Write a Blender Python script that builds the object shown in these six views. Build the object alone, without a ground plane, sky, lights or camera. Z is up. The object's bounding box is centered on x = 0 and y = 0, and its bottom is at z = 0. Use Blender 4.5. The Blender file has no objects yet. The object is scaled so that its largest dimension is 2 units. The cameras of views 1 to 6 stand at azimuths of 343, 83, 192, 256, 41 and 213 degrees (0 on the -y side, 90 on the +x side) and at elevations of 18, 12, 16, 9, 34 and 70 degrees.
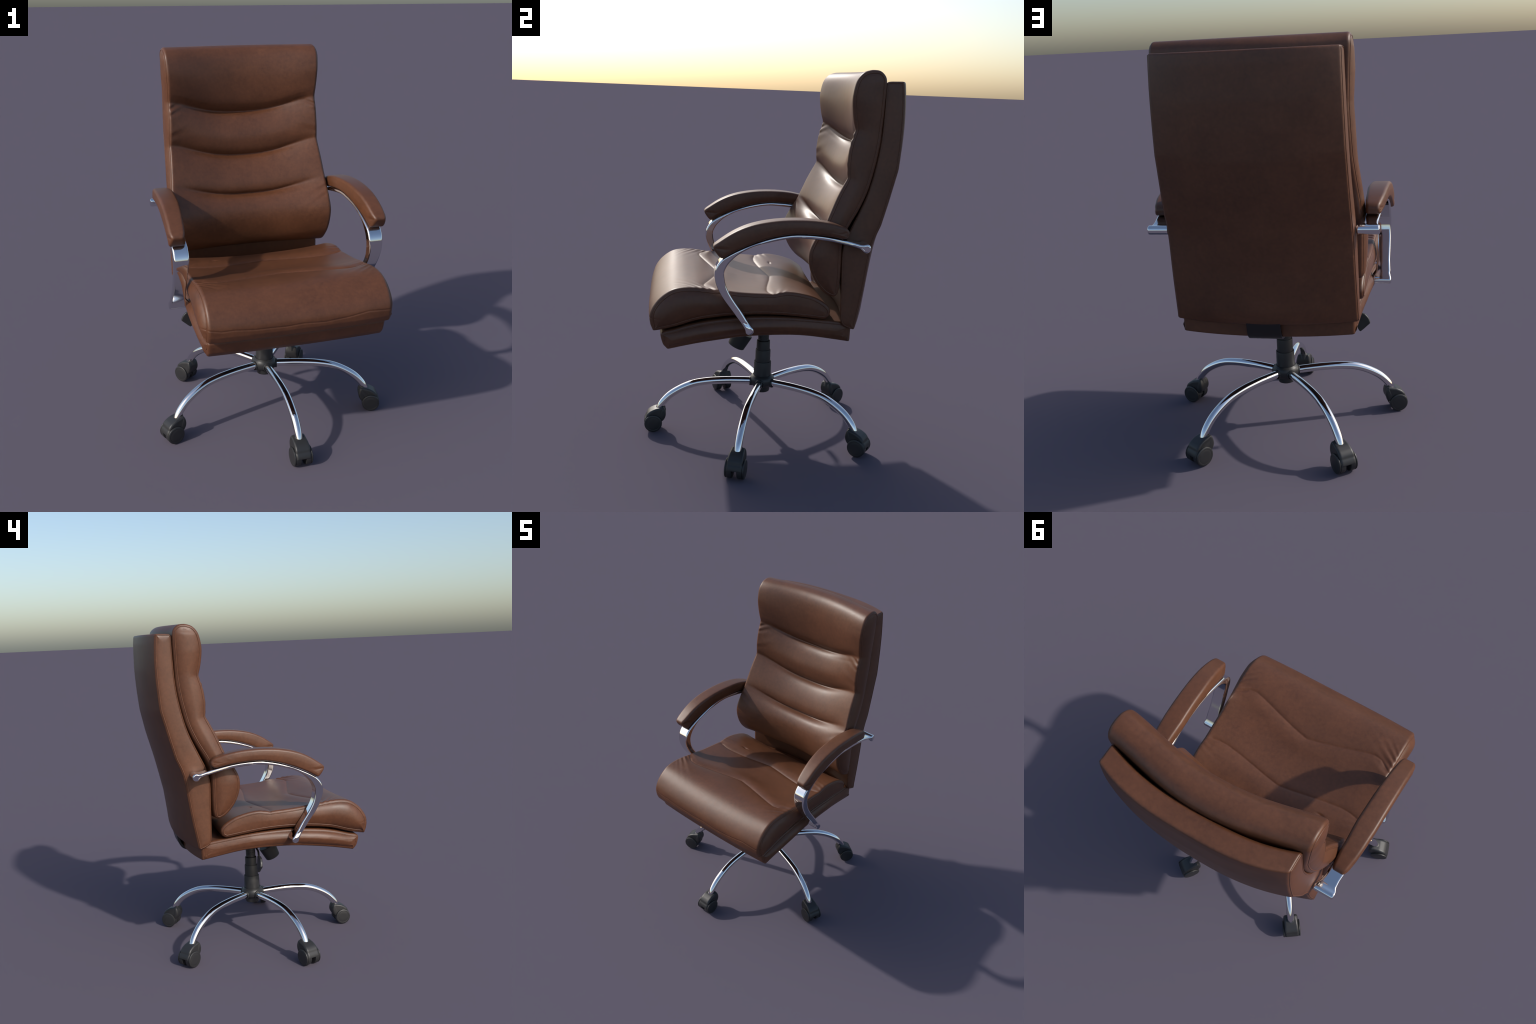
"""Executive office chair: brown leather seat and tall back, chrome arms and star base, black casters."""
import bpy, math
import numpy as np
from mathutils import Vector

# ------------------------------------------------------------------ materials
def new_mat(name):
    m = bpy.data.materials.new(name)
    m.use_nodes = True
    nt = m.node_tree
    return m, nt, nt.nodes["Principled BSDF"]


def leather_material():
    m, nt, bsdf = new_mat("brown_leather")
    N, L = nt.nodes, nt.links
    tc = N.new("ShaderNodeTexCoord")

    def noise(scale, detail, rough=0.55):
        n = N.new("ShaderNodeTexNoise")
        n.inputs["Scale"].default_value = scale
        n.inputs["Detail"].default_value = detail
        n.inputs["Roughness"].default_value = rough
        L.new(tc.outputs["Object"], n.inputs["Vector"])
        return n
    broad = noise(7.0, 4.0)
    fine = noise(55.0, 6.0, 0.7)
    ramp = N.new("ShaderNodeValToRGB")
    ramp.color_ramp.elements[0].position = 0.34
    ramp.color_ramp.elements[0].color = LEATHER_DARK
    ramp.color_ramp.elements[1].position = 0.68
    ramp.color_ramp.elements[1].color = LEATHER_LIGHT
    mixv = N.new("ShaderNodeMix")
    mixv.data_type = 'FLOAT'
    mixv.inputs["Factor"].default_value = 0.58
    L.new(broad.outputs["Fac"], mixv.inputs["A"])
    L.new(fine.outputs["Fac"], mixv.inputs["B"])
    L.new(mixv.outputs["Result"], ramp.inputs["Fac"])
    L.new(ramp.outputs["Color"], bsdf.inputs["Base Color"])
    # pebbled grain
    vor = N.new("ShaderNodeTexVoronoi")
    vor.inputs["Scale"].default_value = 420.0
    L.new(tc.outputs["Object"], vor.inputs["Vector"])
    bump = N.new("ShaderNodeBump")
    bump.inputs["Strength"].default_value = 0.10
    bump.inputs["Distance"].default_value = 0.0006
    L.new(vor.outputs["Distance"], bump.inputs["Height"])
    bump2 = N.new("ShaderNodeBump")
    bump2.inputs["Strength"].default_value = 0.12
    bump2.inputs["Distance"].default_value = 0.003
    soft = noise(26.0, 2.0)
    L.new(soft.outputs["Fac"], bump2.inputs["Height"])
    L.new(bump2.outputs["Normal"], bump.inputs["Normal"])
    L.new(bump.outputs["Normal"], bsdf.inputs["Normal"])
    rr = N.new("ShaderNodeMapRange")
    rr.inputs["To Min"].default_value = 0.40
    rr.inputs["To Max"].default_value = 0.52
    L.new(fine.outputs["Fac"], rr.inputs["Value"])
    L.new(rr.outputs["Result"], bsdf.inputs["Roughness"])
    bsdf.inputs["Specular IOR Level"].default_value = 0.5
    return m


def chrome_material():
    m, nt, bsdf = new_mat("polished_chrome")
    bsdf.inputs["Base Color"].default_value = (0.80, 0.80, 0.81, 1)
    bsdf.inputs["Metallic"].default_value = 1.0
    bsdf.inputs["Roughness"].default_value = 0.05
    return m


def plastic_material(name, col, rough):
    m, nt, bsdf = new_mat(name)
    N, L = nt.nodes, nt.links
    tc = N.new("ShaderNodeTexCoord")
    n = N.new("ShaderNodeTexNoise")
    n.inputs["Scale"].default_value = 900.0
    L.new(tc.outputs["Object"], n.inputs["Vector"])
    b = N.new("ShaderNodeBump")
    b.inputs["Strength"].default_value = 0.06
    b.inputs["Distance"].default_value = 0.0005
    L.new(n.outputs["Fac"], b.inputs["Height"])
    L.new(b.outputs["Normal"], bsdf.inputs["Normal"])
    bsdf.inputs["Base Color"].default_value = (*col, 1)
    bsdf.inputs["Roughness"].default_value = rough
    return m


LEATHER_DARK = (0.077, 0.0278, 0.0118, 1)
LEATHER_LIGHT = (0.129, 0.0476, 0.0207, 1)
LEATHER = leather_material()
CHROME = chrome_material()
PLASTIC = plastic_material("black_plastic", (0.022, 0.022, 0.023), 0.45)
STEEL = plastic_material("black_steel", (0.010, 0.010, 0.011), 0.35)

# ------------------------------------------------------------------ helpers
def catmull(pts, n):
    """n points evenly spaced along a Catmull-Rom curve through pts."""
    p = np.array(pts, float)
    if len(p) == 2:
        t = np.linspace(0, 1, n)[:, None]
        return p[0] * (1 - t) + p[1] * t
    q = np.vstack([2 * p[0] - p[1], p, 2 * p[-1] - p[-2]])
    out = []
    for k in range(1, len(q) - 2):
        p0, p1, p2, p3 = q[k - 1], q[k], q[k + 1], q[k + 2]
        t = np.linspace(0, 1, 24, endpoint=False)[:, None]
        out.append(0.5 * (2 * p1 + (p2 - p0) * t + (2 * p0 - 5 * p1 + 4 * p2 - p3) * t ** 2
                          + (3 * p1 - p0 - 3 * p2 + p3) * t ** 3))
    out = np.vstack(out + [p[-1:]])
    s = np.r_[0, np.cumsum(np.linalg.norm(np.diff(out, axis=0), axis=1))]
    u = np.linspace(0, s[-1], n)
    return np.stack([np.interp(u, s, out[:, k]) for k in range(p.shape[1])], 1)


def path(segments, counts):
    """Segments are smooth inside; the corners between them stay sharp."""
    parts = []
    for k, (s, c) in enumerate(zip(segments, counts)):
        c_pts = catmull(s, c + 1)
        parts.append(c_pts if k == 0 else c_pts[1:])
    return np.vstack(parts)


def ring_smooth(a, sigma):
    """Circular gaussian smoothing; sigma in samples."""
    if sigma <= 0:
        return a
    n = len(a)
    k = np.arange(n)
    k = np.minimum(k, n - k)
    g = np.exp(-0.5 * (k / sigma) ** 2)
    g /= g.sum()
    return np.real(np.fft.ifft(np.fft.fft(a, axis=0) * np.fft.fft(g)[:, None], axis=0))


def mesh_object(name, verts, faces, mat, parent=None, smooth=True):
    me = bpy.data.meshes.new(name)
    me.from_pydata([tuple(map(float, v)) for v in verts], [], faces)
    me.update()
    me.materials.append(mat)
    if smooth:
        me.polygons.foreach_set("use_smooth", [True] * len(me.polygons))
    ob = bpy.data.objects.new(name, me)
    bpy.context.scene.collection.objects.link(ob)
    if parent:
        ob.parent = parent
    return ob


def tube_mesh(points, radius, seg=12, closed=False, cap=True):
    """Sweep a circle along points (parallel transport)."""
    P = np.array(points, float)
    n = len(P)
    rad = np.broadcast_to(radius, (n,))
    if closed:
        T = np.roll(P, -1, 0) - np.roll(P, 1, 0)
    else:
        T = np.gradient(P, axis=0)
    T /= np.linalg.norm(T, axis=1)[:, None]
    ref = np.array([1.0, 0, 0]) if abs(T[0][0]) < 0.8 else np.array([0, 0, 1.0])
    u = ref - T[0] * (ref @ T[0])
    u /= np.linalg.norm(u)
    verts, faces = [], []
    ang = np.linspace(0, 2 * np.pi, seg, endpoint=False)
    for k in range(n):
        u = u - T[k] * (u @ T[k])
        u /= np.linalg.norm(u)
        v = np.cross(T[k], u)
        verts.append(P[k] + rad[k] * (np.cos(ang)[:, None] * u + np.sin(ang)[:, None] * v))
    verts = np.vstack(verts)
    for k in range(n if closed else n - 1):
        a, b = k * seg, ((k + 1) % n) * seg
        for j in range(seg):
            j2 = (j + 1) % seg
            faces.append((a + j, a + j2, b + j2, b + j))
    if cap and not closed:
        faces.append(tuple(range(seg))[::-1])
        faces.append(tuple((n - 1) * seg + j for j in range(seg)))
    return verts, faces


def lathe(profile, seg=48, axis='z', closed=True):
    """Revolve an (r, h) profile about an axis."""
    pr = np.array(profile, float)
    ang = np.linspace(0, 2 * np.pi, seg, endpoint=False)
    verts, faces = [], []
    for r, h in pr:
        c, s = r * np.cos(ang), r * np.sin(ang)
        hh = np.full(seg, h)
        verts.append(np.stack([c, s, hh] if axis == 'z' else [hh, c, s], 1))
    verts = np.vstack(verts)
    for k in range(len(pr) - 1):
        for j in range(seg):
            j2 = (j + 1) % seg
            faces.append((k * seg + j, k * seg + j2, (k + 1) * seg + j2, (k + 1) * seg + j))
    if closed:
        faces.append(tuple(range(seg))[::-1])
        faces.append(tuple((len(pr) - 1) * seg + j for j in range(seg)))
    return verts, faces


def join(*meshes):
    V, F, o = [], [], 0
    for v, f in meshes:
        V.append(np.array(v, float))
        F += [tuple(i + o for i in t) for t in f]
        o += len(v)
    return np.vstack(V), F


def soften(ob, angle=35):
    """Smooth by angle so that hard corners stay crisp."""
    me = ob.data
    for e in me.edges:
        pass
    try:
        me.set_sharp_from_angle(angle=math.radians(angle))
    except Exception:
        pass


def slab(front, rear, half, centre=0.0, front_c=None, rear_c=None, wy=None, wz=None,
         round_r=0.012, bulge=0.006, bulge_len=0.03, nx=60, corner=5, sm=1.5,
         nsm=0.02, relief=None, ladder=10, panel=(0.003, 0.006, 0.010, 0.015)):
    """Upholstered slab: a closed (y, z) side profile stretched across x.

    front / rear run from the same start point to the same end point; front_c / rear_c are the
    shape on the centre line and wy / wz blend from the sides (0) to the centre (1).  The long
    edges are rounded with round_r, and the side panels puff out by bulge.
    Returns vertices, faces and the two seam loops of the side panels."""
    K = len(front)
    loop = np.vstack([front, rear[::-1][1:-1]])
    n = len(loop)
    assert n % 2 == 0 and K == len(rear)
    cen = loop if front_c is None else np.vstack([front_c, rear_c[::-1][1:-1]])
    loop, cen = ring_smooth(loop, sm), ring_smooth(cen, sm)
    tang = np.roll(loop, -1, 0) - np.roll(loop, 1, 0)
    nor = np.stack([-tang[:, 1], tang[:, 0]], 1)
    area = 0.5 * np.sum(loop[:, 0] * np.roll(loop[:, 1], -1) - np.roll(loop[:, 0], -1) * loop[:, 1])
    if area < 0:
        nor = -nor
    nor /= np.linalg.norm(nor, axis=1)[:, None] + 1e-9
    step = np.linalg.norm(np.diff(np.vstack([loop, loop[:1]]), axis=0), axis=1).mean()
    nor = ring_smooth(nor, max(nsm / step, 0.8))          # inward, fanned round the corners
    X = np.array([half(y, z) if callable(half) else half for y, z in loop])
    B = np.array([bulge(y, z) if callable(bulge) else bulge for y, z in loop])
    XC = np.array([centre(y, z) if callable(centre) else centre for y, z in loop])
    wy = wy or (lambda u: 1 - u ** 2)
    wz = wz or wy

    rings = []                                             # (signed column, inset, x)
    sgrid = np.sin(np.linspace(-1, 1, nx) * np.pi / 2 * 0.86) / np.sin(np.pi / 2 * 0.86)
    for s in sgrid:
        rings.append((s, 0.0, None))
    rows = []

    def ring(x_abs, inset, side_u):
        u = np.clip(np.abs(side_u), 0, 1)
        a, b = wy(u)[:, None], wz(u)[:, None]
        yz = np.concatenate([loop[:, :1] * (1 - a) + cen[:, :1] * a,
                             loop[:, 1:] * (1 - b) + cen[:, 1:] * b], 1)
        yz = yz + nor * inset
        P = np.stack([XC + x_abs, yz[:, 0], yz[:, 1]], 1)
        if relief is not None:
            P = relief(P, loop, nor, np.arange(n))
        return P
    skin = X - round_r
    th = np.linspace(0, np.pi / 2, corner + 1)[1:]
    left = []
    for t in th:                                           # rounded edge
        left.append((skin + round_r * np.sin(t), round_r * (1 - np.cos(t))))
    for d in panel:                 # first part of the side panel
        left.append((X + B * (1 - np.exp(-d / bulge_len * 2)), round_r + d))
    for xa, ins in left[::-1]:
        rows.append(ring(-xa, ins, xa / X))
    for s in sgrid:
        rows.append(ring(skin * s, 0.0, np.abs(skin * s) / X))
    for xa, ins in left:
        rows.append(ring(xa, ins, xa / X))
    R = len(rows)
    V = [np.vstack(rows)]
    F = []
    for r in range(R - 1):
        a, b = r * n, (r + 1) * n
        for i in range(n):
            j = (i + 1) % n
            F.append((a + i, a + j, b + j, b + i))
    count = R * n
    for base, sgn in ((0, -1), ((R - 1) * n, 1)):          # side panels
        q = rows[0 if sgn < 0 else R - 1]
        Xc = q[:, 0]
        idx = np.zeros((K, ladder + 1), int)
        idx[0, :], idx[K - 1, :] = base, base + K - 1
        new = []
        for i in range(1, K - 1):
            a, b = i, n - i
            idx[i, 0], idx[i, ladder] = base + a, base + b
            for c in range(1, ladder):
                t = c / ladder
                p = q[a] * (1 - t) + q[b] * t
                d = np.sqrt(((q[:, 1:] - p[1:]) ** 2).sum(1).min())
                e0 = 1 - np.exp(-panel[-1] / bulge_len * 2)
                e1 = 1 - np.exp(-(panel[-1] + d) / bulge_len * 2)
                p = p + np.array([sgn * (B[a] * (1 - t) + B[b] * t) * (e1 - e0), 0, 0])
                idx[i, c] = count
                count += 1
                new.append(p)
        V.append(np.array(new))
        for i in range(K - 1):
            for c in range(ladder):
                f = (idx[i, c], idx[i, c + 1], idx[i + 1, c + 1], idx[i + 1, c])
                g = []
                for v in f:
                    if v not in g:
                        g.append(int(v))
                if len(g) > 2:
                    F.append(tuple(g) if sgn > 0 else tuple(g[::-1]))
    k = len(panel)
    return np.vstack(V), F, [rows[k], rows[R - 1 - k]]


def fix_normals(ob):
    import bmesh
    bm = bmesh.new()
    bm.from_mesh(ob.data)
    bmesh.ops.recalc_face_normals(bm, faces=bm.faces)
    bm.to_mesh(ob.data)
    bm.free()


def piping(name, loops, radius, parent, mat=None, closed=True):
    parts = []
    for lp in loops:
        lp = lp[::2]
        parts.append(tube_mesh(lp, radius, seg=8, closed=closed))
    ob = mesh_object(name, *join(*parts), mat or LEATHER, parent)
    fix_normals(ob)
    return ob


def lerp_fn(xs, ys):
    return lambda v: np.interp(v, xs, ys)


def gathers(dx, dv, pitch, length, spread, slant=0.0, phase=0.0):
    """Gathered leather: folds running in from a stitched point on the edge (dx = distance from it)."""
    v = (dv - slant * dx) / (1 + 5.0 * np.clip(dx, 0, None))
    env = np.exp(-np.clip(dx, 0, None) / length) * np.exp(-(v / spread) ** 2)
    return env * np.cos(2 * np.pi * v / pitch + phase + 14 * dx)


# ------------------------------------------------------------------ the chair
chair = bpy.data.objects.new("office_chair", None)
bpy.context.scene.collection.objects.link(chair)
chair["label"] = "brown leather executive office chair with chrome arms and casters"
chair["category"] = "office chair"

blend_z = lambda u: (1 - u ** 2.5) ** 1.8

# ---- backrest cushion: headrest, two middle rolls and a lumbar roll
def cushion_front(head, r2, r3, lumbar):
    return path([lumbar, r3, r2, head], [70, 46, 50, 74])

cf_edge = cushion_front(
    head=[(.350, 1.718), (.336, 1.775), (.327, 1.84), (.328, 1.89), (.343, 1.950), (.374, 1.987), (.413, 2.001)],
    r2=[(.323, 1.487), (.319, 1.535), (.320, 1.585), (.330, 1.653), (.350, 1.718)],
    r3=[(.228, 1.275), (.249, 1.325), (.281, 1.402), (.323, 1.487)],
    lumbar=[(.285, .893), (.238, .914), (.186, .972), (.155, 1.045), (.150, 1.115), (.172, 1.177), (.228, 1.275)])
cf_mid = cushion_front(
    head=[(.446, 1.639), (.420, 1.668), (.402, 1.71), (.392, 1.79), (.392, 1.87), (.405, 1.945), (.434, 1.986), (.470, 2.001)],
    r2=[(.398, 1.404), (.378, 1.425), (.366, 1.465), (.366, 1.52), (.392, 1.59), (.418, 1.625), (.446, 1.639)],
    r3=[(.304, 1.199), (.284, 1.218), (.286, 1.265), (.314, 1.33), (.356, 1.385), (.398, 1.404)],
    lumbar=[(.345, .893), (.300, .903), (.256, .937), (.230, 1.00), (.216, 1.07), (.222, 1.135), (.254, 1.183), (.304, 1.199)])
cr_edge = path([[(.285, .893), (.305, .912), (.312, .985), (.312, 1.15), (.328, 1.22), (.350, 1.267), (.392, 1.343),
                 (.434, 1.446), (.466, 1.585), (.482, 1.712), (.487, 1.84), (.488, 1.945), (.479, 1.976), (.452, 1.998), (.413, 2.001)]], [240])
cr_mid = path([[(.345, .893), (.370, .912), (.376, .985), (.374, 1.15), (.390, 1.22), (.412, 1.267), (.454, 1.343),
                (.496, 1.446), (.530, 1.585), (.547, 1.712), (.552, 1.84), (.553, 1.945), (.544, 1.976), (.512, 1.998), (.470, 2.001)]], [240])
# the rolls stay fuller towards the sides than the headrest
roll_power = np.interp(np.r_[cf_edge[:, 1], cr_edge[::-1][1:-1, 1]], [1.2, 1.4, 1.68, 1.76], [1.25, 1.08, 1.0, 1.6])
blend_y = lambda u: (1 - u ** 2) ** roll_power


def cushion_relief(P, loop, nor, idx):
    P = P.copy()
    front = (idx > 4) & (idx < 236)
    ax, z, y = np.abs(P[:, 0]), P[:, 2], P[:, 1]
    rim = np.clip((cw(0, z) + .003 - ax) / 0.02, 0, 1)
    sgn = np.where(P[:, 0] > 0, 1.0, -1.0)
    d = np.zeros(len(P))
    d += 0.0040 * gathers(0.425 - ax, z - 1.675, 0.034, 0.075, 0.040, 0.55, 0.8 * sgn) * np.clip((1.715 - z) / 0.02, 0, 1)
    d += 0.0030 * gathers(0.445 - ax, z - 1.235, 0.036, 0.070, 0.040, -0.35, 1.4 - sgn) * np.clip((1.27 - z) / 0.02, 0, 1)
    d += 0.0014 * gathers(0.425 - ax, z - 1.53, 0.05, 0.09, 0.05, 0.4, 0.5 * sgn)
    d += 0.0012 * np.sin(9 * P[:, 0] + 5 * z + 1.3) * np.sin(17 * z + 4 * P[:, 0])
    P[:, 1] += np.where(front, d * rim, 0)
    return P


cw = lambda y, z: np.interp(z, [.90, 1.0, 1.1, 1.273, 1.487, 1.60, 1.718, 1.95, 2.0],
                            [.446, .450, .453, .445, .426, .422, .419, .430, .430])
V, F, seams = slab(cf_edge, cr_edge, cw, front_c=cf_mid, rear_c=cr_mid, wy=blend_y, wz=blend_z,
                   round_r=0.014, bulge=lambda y, z: np.interp(z, [.9, 1.85, 1.97], [.018, .018, .010]), bulge_len=0.05, nx=120, sm=1.3, relief=cushion_relief)
cushion = mesh_object("backrest_cushion", V, F, LEATHER, chair)
fix_normals(cushion)
piping("cushion_piping", seams, 0.0032, cushion)

# ---- backrest shell: the padded rear panel, wrapped in the same leather
sf_edge = path([[(.403, .720), (.367, .729), (.338, .748), (.327, .78)],
                [(.327, .78), (.324, .84), (.320, .965), (.315, 1.10), (.333, 1.184), (.375, 1.28), (.425, 1.40), (.459, 1.53),
                 (.480, 1.667), (.486, 1.80), (.486, 1.930)],
                [(.486, 1.930), (.495, 1.947), (.514, 1.951)],
                [(.514, 1.951), (.578, 1.953)]], [24, 170, 12, 14])
sf_mid = sf_edge.copy()
sf_mid[:, 0] += np.interp(sf_edge[:, 1], [.72, .76, 1.1, 1.95], [.072, .050, .052, .064])
sr_edge = path([[(.403, .720), (.424, .84), (.434, .90), (.447, .99), (.463, 1.12), (.481, 1.19), (.507, 1.25)],
                [(.507, 1.25), (.535, 1.36), (.557, 1.45), (.5775, 1.53)], [(.5775, 1.53), (.583, 1.61), (.588, 1.71), (.589, 1.81), (.584, 1.90), (.578, 1.953)]], [95, 50, 75])
sr_mid = sr_edge.copy()
sr_mid[:, 0] = np.interp(sr_edge[:, 1], [.72, .75, .79, .87, .99, 1.11, 1.24, 1.37, 1.50, 1.63, 1.75, 1.90, 1.95],
                         [.476, .494, .505, .513, .527, .553, .582, .614, .638, .648, .653, .650, .645])
sf_mid[-1] = sr_mid[-1]
sf_mid[0] = sr_mid[0]
shell_power = np.interp(np.r_[sf_edge[:, 1], sr_edge[::-1][1:-1, 1]], [.80, 1.2, 1.7], [2.1, 1.9, 2.8])
shell_w = lambda y, z: np.interp(z, [.70, .72, 1.12, 1.53, 1.945], [.431, .431, .423, .412, .403])
V, F, seams = slab(sf_edge, sr_edge, shell_w, front_c=sf_mid, rear_c=sr_mid,
                   wy=lambda u: 1 - u ** shell_power, round_r=0.008, bulge=0.006, nx=70, sm=1.3)
shell = mesh_object("backrest_shell", V, F, LEATHER, chair)
fix_normals(shell)
piping("shell_piping", seams, 0.003, shell)

# ---- seat cushion
st_edge = path([[(.270, .792), (.276, .82), (.268, .842), (.243, .866), (.19, .896), (.12, .915), (.06, .920), (-.01, .913), (-.07, .914),
                 (-.16, .919), (-.24, .926), (-.33, .937), (-.40, .944), (-.46, .943), (-.515, .930), (-.567, .893), (-.603, .846),
                 (-.618, .80), (-.613, .755)], [(-.613, .755), (-.600, .724)]], [330, 14])
st_mid = path([[(.270, .792), (.274, .812), (.266, .830), (.243, .846), (.19, .869), (.12, .886), (.06, .892), (-.01, .892), (-.07, .890),
                (-.16, .896), (-.24, .910), (-.33, .922), (-.40, .932), (-.46, .933), (-.515, .920), (-.568, .887), (-.608, .845),
                (-.628, .80), (-.627, .755)], [(-.627, .755), (-.614, .724)]], [330, 14])
sb_edge = path([[(.270, .792), (.255, .783), (.235, .778), (.13, .790), (.03, .800), (-.065, .804), (-.15, .803), (-.26, .796),
                 (-.385, .778), (-.49, .746), (-.57, .728), (-.600, .724)]], [344])
sb_mid = sb_edge.copy()
sb_mid[:, 0] = np.interp(np.linspace(0, 1, 345), [0, .8, 1], [0, 0, -.016]) + sb_edge[:, 0]
front_groove = lerp_fn([0, .09, .184, .237, .30, .35, .39, .46], [-.268, -.288, -.314, -.329, -.347, -.358, -.352, -.305])
rear_groove = lerp_fn([0, .08, .16, .25, .33, .38, .46], [.018, .006, -.010, -.026, -.036, -.035, -.018])
front_seam = lerp_fn([-.466, -.40, -.34, -.244, -.165, -.084, 0, .106, .233, .336, .457],
                     [.797, .785, .787, .778, .777, .774, .779, .772, .782, .797, .789])


seat_w = lambda y, z: np.interp(y, [-.62, -.4, -.1, .1, .28], [.466, .465, .458, .450, .444])


def seat_relief(P, loop, nor, idx):
    P = P.copy()
    x, y, z = P[:, 0], P[:, 1], P[:, 2]
    ax = np.abs(x)
    sgn = np.where(x > 0, 1.0, -1.0)
    top = (idx > 9) & (idx < 315)
    rim = np.clip((seat_w(y, 0) + .003 - ax) / 0.03, 0.0, 1)
    fade = np.clip((y + 0.56) / 0.08, 0, 1) * np.clip((0.24 - y) / 0.06, 0, 1)
    df, dr = y - front_groove(ax), y - rear_groove(ax)
    edge = np.clip((0.470 - ax) / 0.05, 0.25, 1)
    d = -0.008 * edge * np.exp(-np.abs(df) / 0.012) - 0.008 * edge * np.exp(-np.abs(dr) / 0.012)
    d += 0.003 * np.exp(-((df - 0.05) / 0.04) ** 2) + 0.003 * np.exp(-((dr - 0.06) / 0.045) ** 2)
    d += rim * 0.0042 * gathers(0.468 - ax, y + 0.345, 0.032, 0.060, 0.055, -0.5, 0.8 + 0.7 * sgn)
    d += rim * 0.0030 * gathers(0.462 - ax, y - 0.005, 0.030, 0.045, 0.035, 0.3, 0.3 - 0.8 * sgn)
    d += 0.0007 * np.sin(11 * x + 3 * y + 0.4) * np.sin(13 * y - 5 * x)
    # one small pucker in the rear panel
    d -= 0.006 * np.exp(-((x + 0.266) / 0.020) ** 2 - ((y - 0.050) / 0.007) ** 2)
    P[:, 2] += np.where(top, d * fade, 0)
    # stitched seam along the front
    fr = (y < -0.55) & (idx > 240) & (idx < 348)
    dz = z - front_seam(x)
    g = 0.0026 * np.exp(-(dz / 0.0028) ** 2)
    P[:, 1] += np.where(fr, g, 0)
    return P


V, F, seams = slab(st_edge, sb_edge, seat_w, front_c=st_mid, rear_c=sb_mid,
                   wy=lambda u: 1 - u ** 3.6, wz=lambda u: 1 - u ** 1.9, round_r=0.017, bulge=lambda y, z: np.interp(y, [-.6, -.42, -.25, -.1, .1], [.034, .030, .017, .009, .005]), bulge_len=0.055, nx=150, sm=1.2, relief=seat_relief)
seat = mesh_object("seat_cushion", V, F, LEATHER, chair)
fix_normals(seat)
piping("seat_piping", seams, 0.0032, seat)

# ---- seat pan: upholstered tray under the cushion
pt = path([[(.386, .650), (.388, .722)], [(.388, .722), (.382, .742), (.345, .757)],
           [(.345, .757), (.205, .775), (.08, .788), (-.083, .793), (-.205, .787), (-.325, .774), (-.421, .755), (-.508, .729), (-.545, .722)],
           [(-.545, .722), (-.564, .708), (-.562, .683), (-.552, .650)], [(-.552, .650), (-.530, .626)]], [20, 12, 130, 18, 10])
pb = path([[(.386, .650), (.251, .674), (.167, .687), (.084, .694), (-.039, .694), (-.162, .688), (-.283, .673), (-.403, .653), (-.530, .626)]], [190])
pt_c, pb_c = pt.copy(), pb.copy()
for a in (pt_c, pb_c):
    a[:, 0] += np.interp(a[:, 0], [-.56, -.5, .1, .30, .39], [-.013, -.012, 0, .035, .055])
V, F, seams = slab(pt, pb, lambda y, z: np.interp(y, [-.56, -.3, .1, .39], [.456, .455, .441, .414]), front_c=pt_c, rear_c=pb_c,
                   wy=lambda u: 1 - u ** 2.2, round_r=0.014, bulge=lambda y, z: np.interp(y, [-.56, -.50, -.40, -.2, .2], [.016, .023, .029, .027, .010]), bulge_len=0.04, nx=50, sm=1.3, nsm=0.012)
pan = mesh_object("seat_pan", V, F, LEATHER, chair)
fix_normals(pan)
piping("pan_piping", [lp[24:178] for lp in seams], 0.0028, pan, closed=False)

# ---- armrests
def boss_arc(y, z, r, a0, a1):
    return [(y + r * math.cos(a), z + r * math.sin(a)) for a in np.radians(np.linspace(a0, a1, 6))]


bar_out = [boss_arc(.415, 1.160, .0225, 0, 112),
           [boss_arc(.415, 1.160, .0225, 0, 112)[-1], (.395, 1.1765), (.32, 1.196), (.225, 1.216), (.14, 1.2255), (.05, 1.226), (-.05, 1.208), (-.145, 1.176), (-.225, 1.139), (-.278, 1.108)],
           [(-.278, 1.108), (-.302, 1.078), (-.314, 1.045), (-.314, 1.010), (-.302, .970), (-.273, .915), (-.225, .850), (-.184, .795), (-.162, .763), boss_arc(-.139, .752, .0205, 170, 300)[0]],
           boss_arc(-.139, .752, .0205, 170, 300)]
bar_in = [boss_arc(.415, 1.160, .0225, 0, -135),
          [boss_arc(.415, 1.160, .0225, 0, -135)[-1], (.385, 1.157), (.31, 1.1765), (.234, 1.193), (.14, 1.204), (.05, 1.2070), (-.05, 1.189), (-.137, 1.163), (-.204, 1.127), (-.249, 1.084)],
          [(-.249, 1.084), (-.268, 1.045), (-.267, 1.010), (-.255, .965), (-.226, .912), (-.176, .840), (-.150, .798), boss_arc(-.139, .752, .0205, 62, -60)[0]],
          boss_arc(-.139, .752, .0205, 62, -60)]
pad_top = [[(.312, 1.203), (.327, 1.215), (.331, 1.236), (.315, 1.256)],
           [(.315, 1.256), (.24, 1.279), (.155, 1.292), (.055, 1.295), (-.05, 1.287), (-.150, 1.266), (-.235, 1.229), (-.330, 1.164)],
           [(-.330, 1.164), (-.308, 1.130), (-.284, 1.106)]]
pad_bot = [[(.312, 1.203), (.30, 1.2040), (.225, 1.2190), (.14, 1.2285), (.05, 1.2290), (-.05, 1.2110), (-.145, 1.1790), (-.225, 1.1420), (-.277, 1.110), (-.284, 1.106)]]


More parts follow.
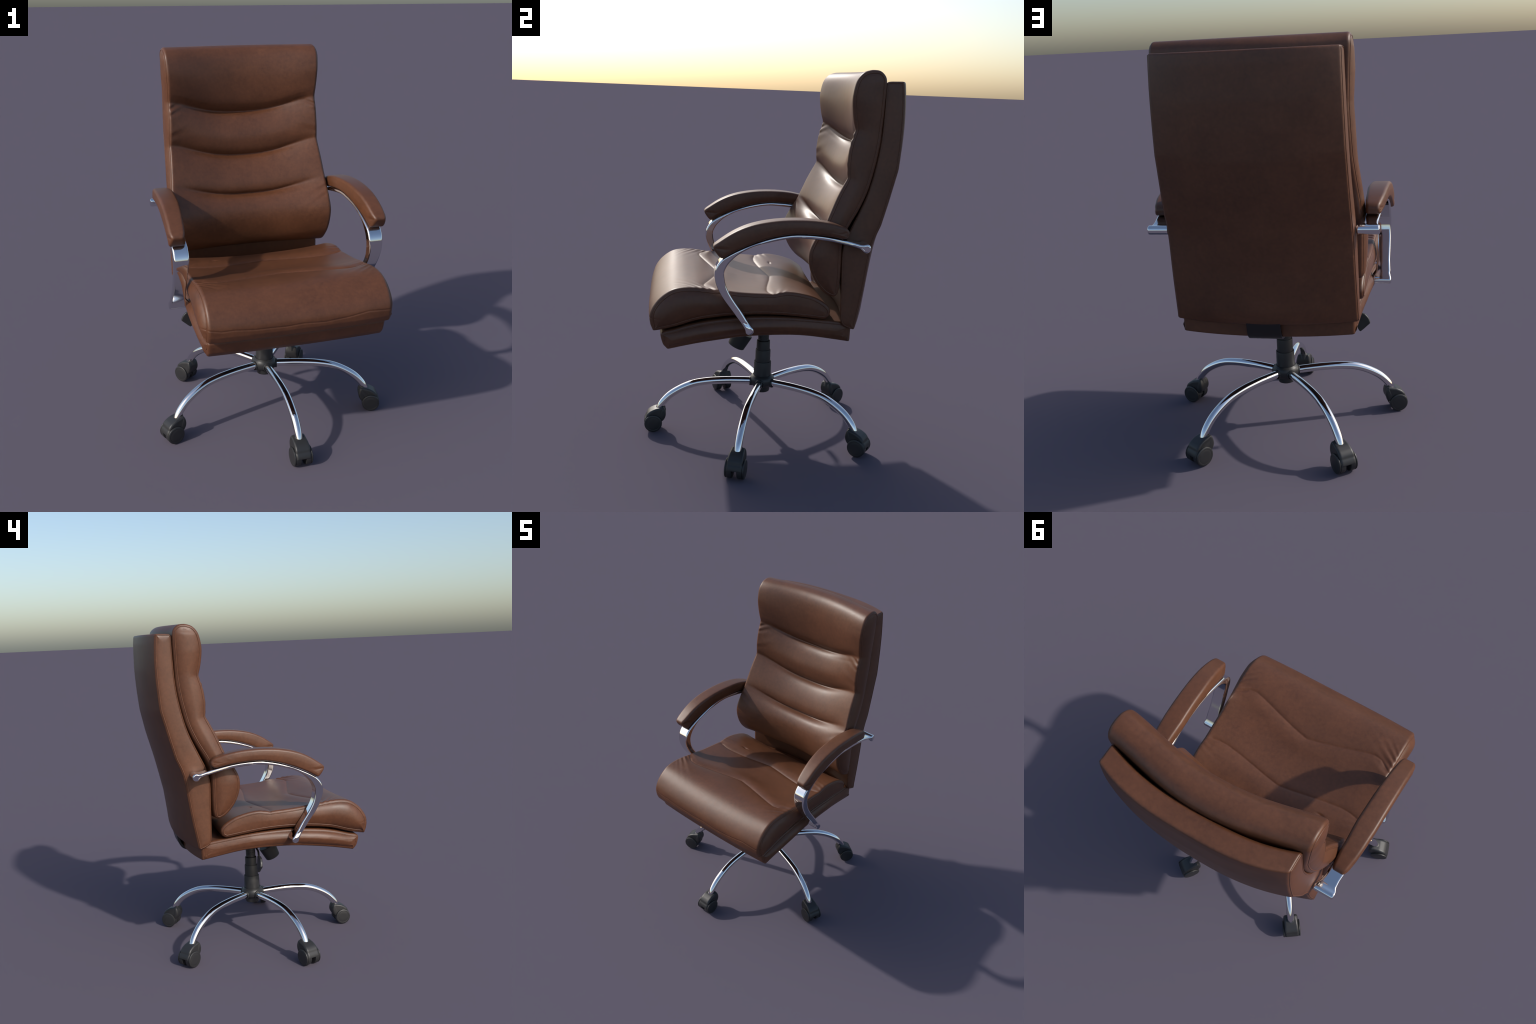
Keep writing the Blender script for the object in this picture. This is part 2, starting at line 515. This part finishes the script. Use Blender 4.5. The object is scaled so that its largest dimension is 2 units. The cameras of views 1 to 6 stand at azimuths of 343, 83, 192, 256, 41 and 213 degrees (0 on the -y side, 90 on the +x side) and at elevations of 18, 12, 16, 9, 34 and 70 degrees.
def arm_side(s):
    bo = path(bar_out, [18, 110, 70, 18])
    bi = path(bar_in, [20, 110, 68, 18])

    def bar_half(y, z):
        if z > 1.05:
            return np.interp(y, [-.31, -.2, .1, .30, .355, .385, .400, .41], [.039, .039, .038, .036, .036, .040, .050, .052])
        return np.interp(z, [.755, .770, .79, .85, .95, 1.05], [.054, .050, .039, .034, .034, .039])

    def bar_mid(y, z):
        if z > 1.05:
            return s * np.interp(y, [-.31, -.1, .1, .3, .42], [.512, .514, .508, .494, .484])
        return s * np.interp(z, [.755, .80, .95, 1.05], [.501, .512, .515, .512])
    V, F, _ = slab(bo, bi, bar_half, centre=bar_mid, round_r=0.0090, bulge=0.0, nx=14, corner=8, sm=1.6, nsm=0.005, ladder=8, panel=(0.0001,))
    bar = mesh_object("armrest", V, F, CHROME, chair)
    fix_normals(bar)
    soften(bar, 50)
    pt_, pb_ = path(pad_top, [16, 120, 14]), path(pad_bot, [150])
    ph = lambda y, z: np.interp(y, [-.33, -.318, -.30, -.27, -.1, .1, .25, .31, .325], [.029, .035, .0395, .0415, .047, .049, .042, .035, .031])
    pc = lambda y, z: s * np.interp(y, [-.315, -.1, .1, .2, .33], [.528, .517, .510, .508, .499])
    crown_t, crown_b = pt_.copy(), pb_.copy()
    crown_t[:, 1] += np.interp(crown_t[:, 0] * 0 + pt_[:, 1] - np.interp(pt_[:, 0], pb_[::-1, 0], pb_[::-1, 1]), [0.0, 0.07], [0, .003])
    V, F, _ = slab(pt_, pb_, ph, centre=pc, front_c=crown_t, rear_c=crown_b, wy=lambda u: 1 - u ** 4, round_r=0.014, bulge=0.003,
                   bulge_len=0.03, nx=22, corner=7, sm=2.2, nsm=0.016, ladder=8, panel=(0.002, 0.004))
    pad = mesh_object("arm_pad", V, F, LEATHER, bar)
    fix_normals(pad)


for side in (1, -1):
    arm_side(side)

# ---- five-star base
LEGS = [math.radians(a) for a in (270, 342, 54, 126, 198)]
hub_prof = [(.001, .224), (.036, .224), (.0415, .2265), (.0435, .234), (.0440, .2545), (.0425, .2560), (.0440, .2575), (.056, .260), (.0630, .265), (.0675, .273),
            (.0690, .284), (.0682, .295), (.0655, .305), (.0600, .313), (.0540, .318), (.0520, .320), (.0505, .318), (.030, .318), (.001, .318)]
parts = [lathe(hub_prof, 64)]
for a in LEGS:
    sv, sf = lathe([(.020, .045), (.0262, .047), (.0268, .050), (.0264, .0690), (.0252, .0715), (.0225, .0715), (.0212, .064)], seg=32, axis='x')
    c, s_ = math.cos(a), math.sin(a)
    rot = np.stack([sv[:, 0] * c - sv[:, 1] * s_, sv[:, 0] * s_ + sv[:, 1] * c, sv[:, 2] + .2815], 1)
    parts.append((rot, sf))
hub = mesh_object("base_hub", *join(*parts), PLASTIC, chair)
fix_normals(hub)
soften(hub, 40)

leg_curve = catmull([(.045, .282), (.10, .2845), (.18, .2865), (.25, .285), (.31, .281), (.38, .2695), (.445, .2445), (.508, .206),
                     (.551, .162), (.571, .127), (.579, .098), (.580, .070)], 60)
lv, lf = tube_mesh(np.stack([leg_curve[:, 0], leg_curve[:, 0] * 0, leg_curve[:, 1]], 1), 0.0205, seg=28)
leg_mesh = None
for a in LEGS:
    if leg_mesh is None:
        o = mesh_object("leg", lv, lf, CHROME, chair)
        fix_normals(o)
        soften(o, 60)
        leg_mesh = o.data
    else:
        o = bpy.data.objects.new("leg", leg_mesh)
        bpy.context.scene.collection.objects.link(o)
        o.parent = chair
    o.rotation_euler = (0, 0, a)

# ---- casters: local x outward, y sideways, built at the leg tip
WR, WZ = .606, .0490
def hood_mesh():
    c = math.cos
    arc = [(WR + .0515 * math.cos(t), WZ + .0550 * math.sin(t)) for t in np.radians(np.linspace(6, 40, 5))]
    top = [arc + [(.640, .0990), (.627, .1130), (.611, .1225), (.598, .1285)], [(.598, .1285), (.592, .1300), (.556, .1375), (.5475, .136)],
           [(.5475, .136), (.540, .119), (.5365, .098), (.540, .078), (.551, .060)]]
    bot = [[arc[0], (.640, .055), (.620, .055), (.600, .054), (.580, .054), (.562, .056), (.551, .060)]]
    t, b = path(top, [54, 16, 20]), path(bot, [90])
    # slab() stretches along its own x, so the hood is made with x = sideways and turned after
    V, F, _ = slab(t, b, lambda y, z: np.interp(z, [.05, .10, .125, .14], [.0405, .0405, .0390, .0360]), round_r=0.011, bulge=0.001, nx=10,
                   corner=5, sm=1.2, nsm=0.005, ladder=6, panel=(0.001, 0.003))
    V = np.stack([V[:, 1], -V[:, 0], V[:, 2]], 1)
    return V, F


def collar_mesh():
    # rim around the tube, leaning with it
    v, f = lathe([(.0212, -.030), (.0285, -.030), (.0285, -.003), (.0278, -.0005), (.0262, .0), (.0245, -.002), (.0235, -.012)], 32)
    t = math.radians(-14)
    x, z = v[:, 0].copy(), v[:, 2].copy()
    v[:, 0] = x * math.cos(t) - z * math.sin(t) + .5705
    v[:, 2] = x * math.sin(t) + z * math.cos(t) + .1350
    return v, f


def wheel_mesh(s):
    pr = [(.006, .013), (.046, .013), (.0490, .0145), (.0500, .018), (.0500, .0385), (.0488, .0400), (.0468, .0405), (.0468, .0420), (.0492, .0425),
          (.0500, .0438), (.0500, .0455), (.0490, .0480), (.0462, .0497), (.0415, .0506), (.0390, .0507), (.0375, .0502), (.0360, .0507), (.020, .0512), (.001, .0512)]
    v, f = lathe(pr, 56, axis='x')
    k = .0488 / .0500
    return np.stack([v[:, 1] * k + WR, s * v[:, 0], v[:, 2] * k + WZ], 1), f


protos = {}
axle = lathe([(.008, -.040), (.008, .040)], 20, axis='x')
axle = (np.stack([axle[0][:, 1] + WR, axle[0][:, 0], axle[0][:, 2] + WZ], 1), axle[1])
stem = lathe([(.010, .04), (.010, .13)], 20)
stem[0][:, 0] += .572
for a in LEGS:
    def put(name, build, mat, parent, ang=35):
        if name in protos:
            o = bpy.data.objects.new(name.split("/")[0], protos[name])
            bpy.context.scene.collection.objects.link(o)
            o.parent = parent
        else:
            o = mesh_object(name.split("/")[0], *build(), mat, parent)
            fix_normals(o)
            soften(o, ang)
            protos[name] = o.data
        return o
    cas = put("caster", lambda: join(hood_mesh(), collar_mesh(), axle, stem), PLASTIC, chair, 45)
    cas.rotation_euler = (0, 0, a)
    put("wheel/a", lambda: wheel_mesh(1), PLASTIC, cas)
    put("wheel/b", lambda: wheel_mesh(-1), PLASTIC, cas)

# ---- gas column: telescoping cover
col = [(.0490, .312), (.0490, .330), (.0478, .3975), (.0468, .4000), (.0456, .4000), (.0448, .388), (.0424, .388), (.0418, .4670), (.0410, .4690),
       (.0398, .4690), (.0392, .458), (.0374, .458), (.0370, .5185), (.0362, .5205), (.0350, .5210), (.0335, .512), (.0312, .512)]
z = .524
while z < .575:
    col += [(.0300, z), (.0312, z + .003), (.0300, z + .006)]
    z += .0075
col += [(.0295, .585), (.0295, .665)]
column = mesh_object("gas_column", *lathe(col, 56), PLASTIC, chair)
fix_normals(column)
soften(column, 30)

# ---- mechanism under the pan
def box(x0, x1, y0, y1, z0, z1):
    v = [(x, y, z) for x in (x0, x1) for y in (y0, y1) for z in (z0, z1)]
    f = [(0, 1, 3, 2), (4, 6, 7, 5), (0, 4, 5, 1), (2, 3, 7, 6), (0, 2, 6, 4), (1, 5, 7, 3)]
    return np.array(v, float), f


mech = mesh_object("tilt_mechanism", *join(box(-.085, .085, -.17, .16, .625, .668), box(-.13, .13, -.22, .20, .664, .700)), STEEL, chair, smooth=False)
bev = mech.modifiers.new("edge", 'BEVEL')
bev.width, bev.segments = .006, 2

br_out = catmull([(.10, .632), (.28, .627), (.38, .628), (.425, .636), (.455, .655), (.472, .690), (.482, .740), (.486, .80)], 81)
br_in = catmull([(.10, .632), (.12, .646), (.28, .641), (.375, .642), (.415, .649), (.440, .665), (.456, .695), (.466, .745), (.472, .798), (.486, .80)], 81)
V, F, _ = slab(br_out, br_in, .081, round_r=0.004, bulge=0.0, nx=8, corner=3, sm=1.0, nsm=0.004, ladder=3, panel=(0.0005,))
bracket = mesh_object("back_bracket", V, F, STEEL, chair)
fix_normals(bracket)
soften(bracket, 40)

# tension knob, leaning forward
kv, kf = lathe([(.012, -.11), (.012, -.088), (.053, -.088), (.0555, -.085), (.0555, -.079), (.0475, -.004), (.0445, -.001), (.040, 0.0), (.001, .001)], 40)
t = math.radians(26)                                     # its axis points down and forward
ax_d = Vector((0, -math.sin(t), -math.cos(t)))
e1 = Vector((1, 0, 0))
e2 = ax_d.cross(e1)
kv = np.array([Vector((.030, -.157, .496)) + e1 * float(a) + e2 * float(b) + ax_d * float(c) for a, b, c in kv])
knob = mesh_object("tension_knob", kv, kf, PLASTIC, chair)
fix_normals(knob)
soften(knob, 35)

# height lever: bent rod with a paddle handle
rod = tube_mesh(catmull([(-.06, .02, .645), (-.20, .022, .645), (-.30, .026, .640), (-.345, .034, .625), (-.385, .043, .603)], 30), .006, seg=12)
hand_f = path([[(-.372, .632), (-.405, .634), (-.432, .628)], [(-.432, .628), (-.449, .608), (-.458, .583)]], [20, 20])
hand_r = path([[(-.372, .632), (-.372, .600), (-.385, .572)], [(-.385, .572), (-.402, .541), (-.412, .542), (-.458, .583)]], [12, 28])
V, F, _ = slab(hand_f, hand_r, .0075, round_r=.004, bulge=.001, bulge_len=.01, nx=6, corner=4, sm=1.2, nsm=.006, ladder=5, panel=(0.001, 0.003))
V = np.stack([V[:, 1], V[:, 0] + .046 + (V[:, 2] - .60) * -.12, V[:, 2]], 1)
lever = mesh_object("height_lever", *join(rod, (V, F)), PLASTIC, chair)
fix_normals(lever)
soften(lever, 40)

bpy.context.view_layer.update()
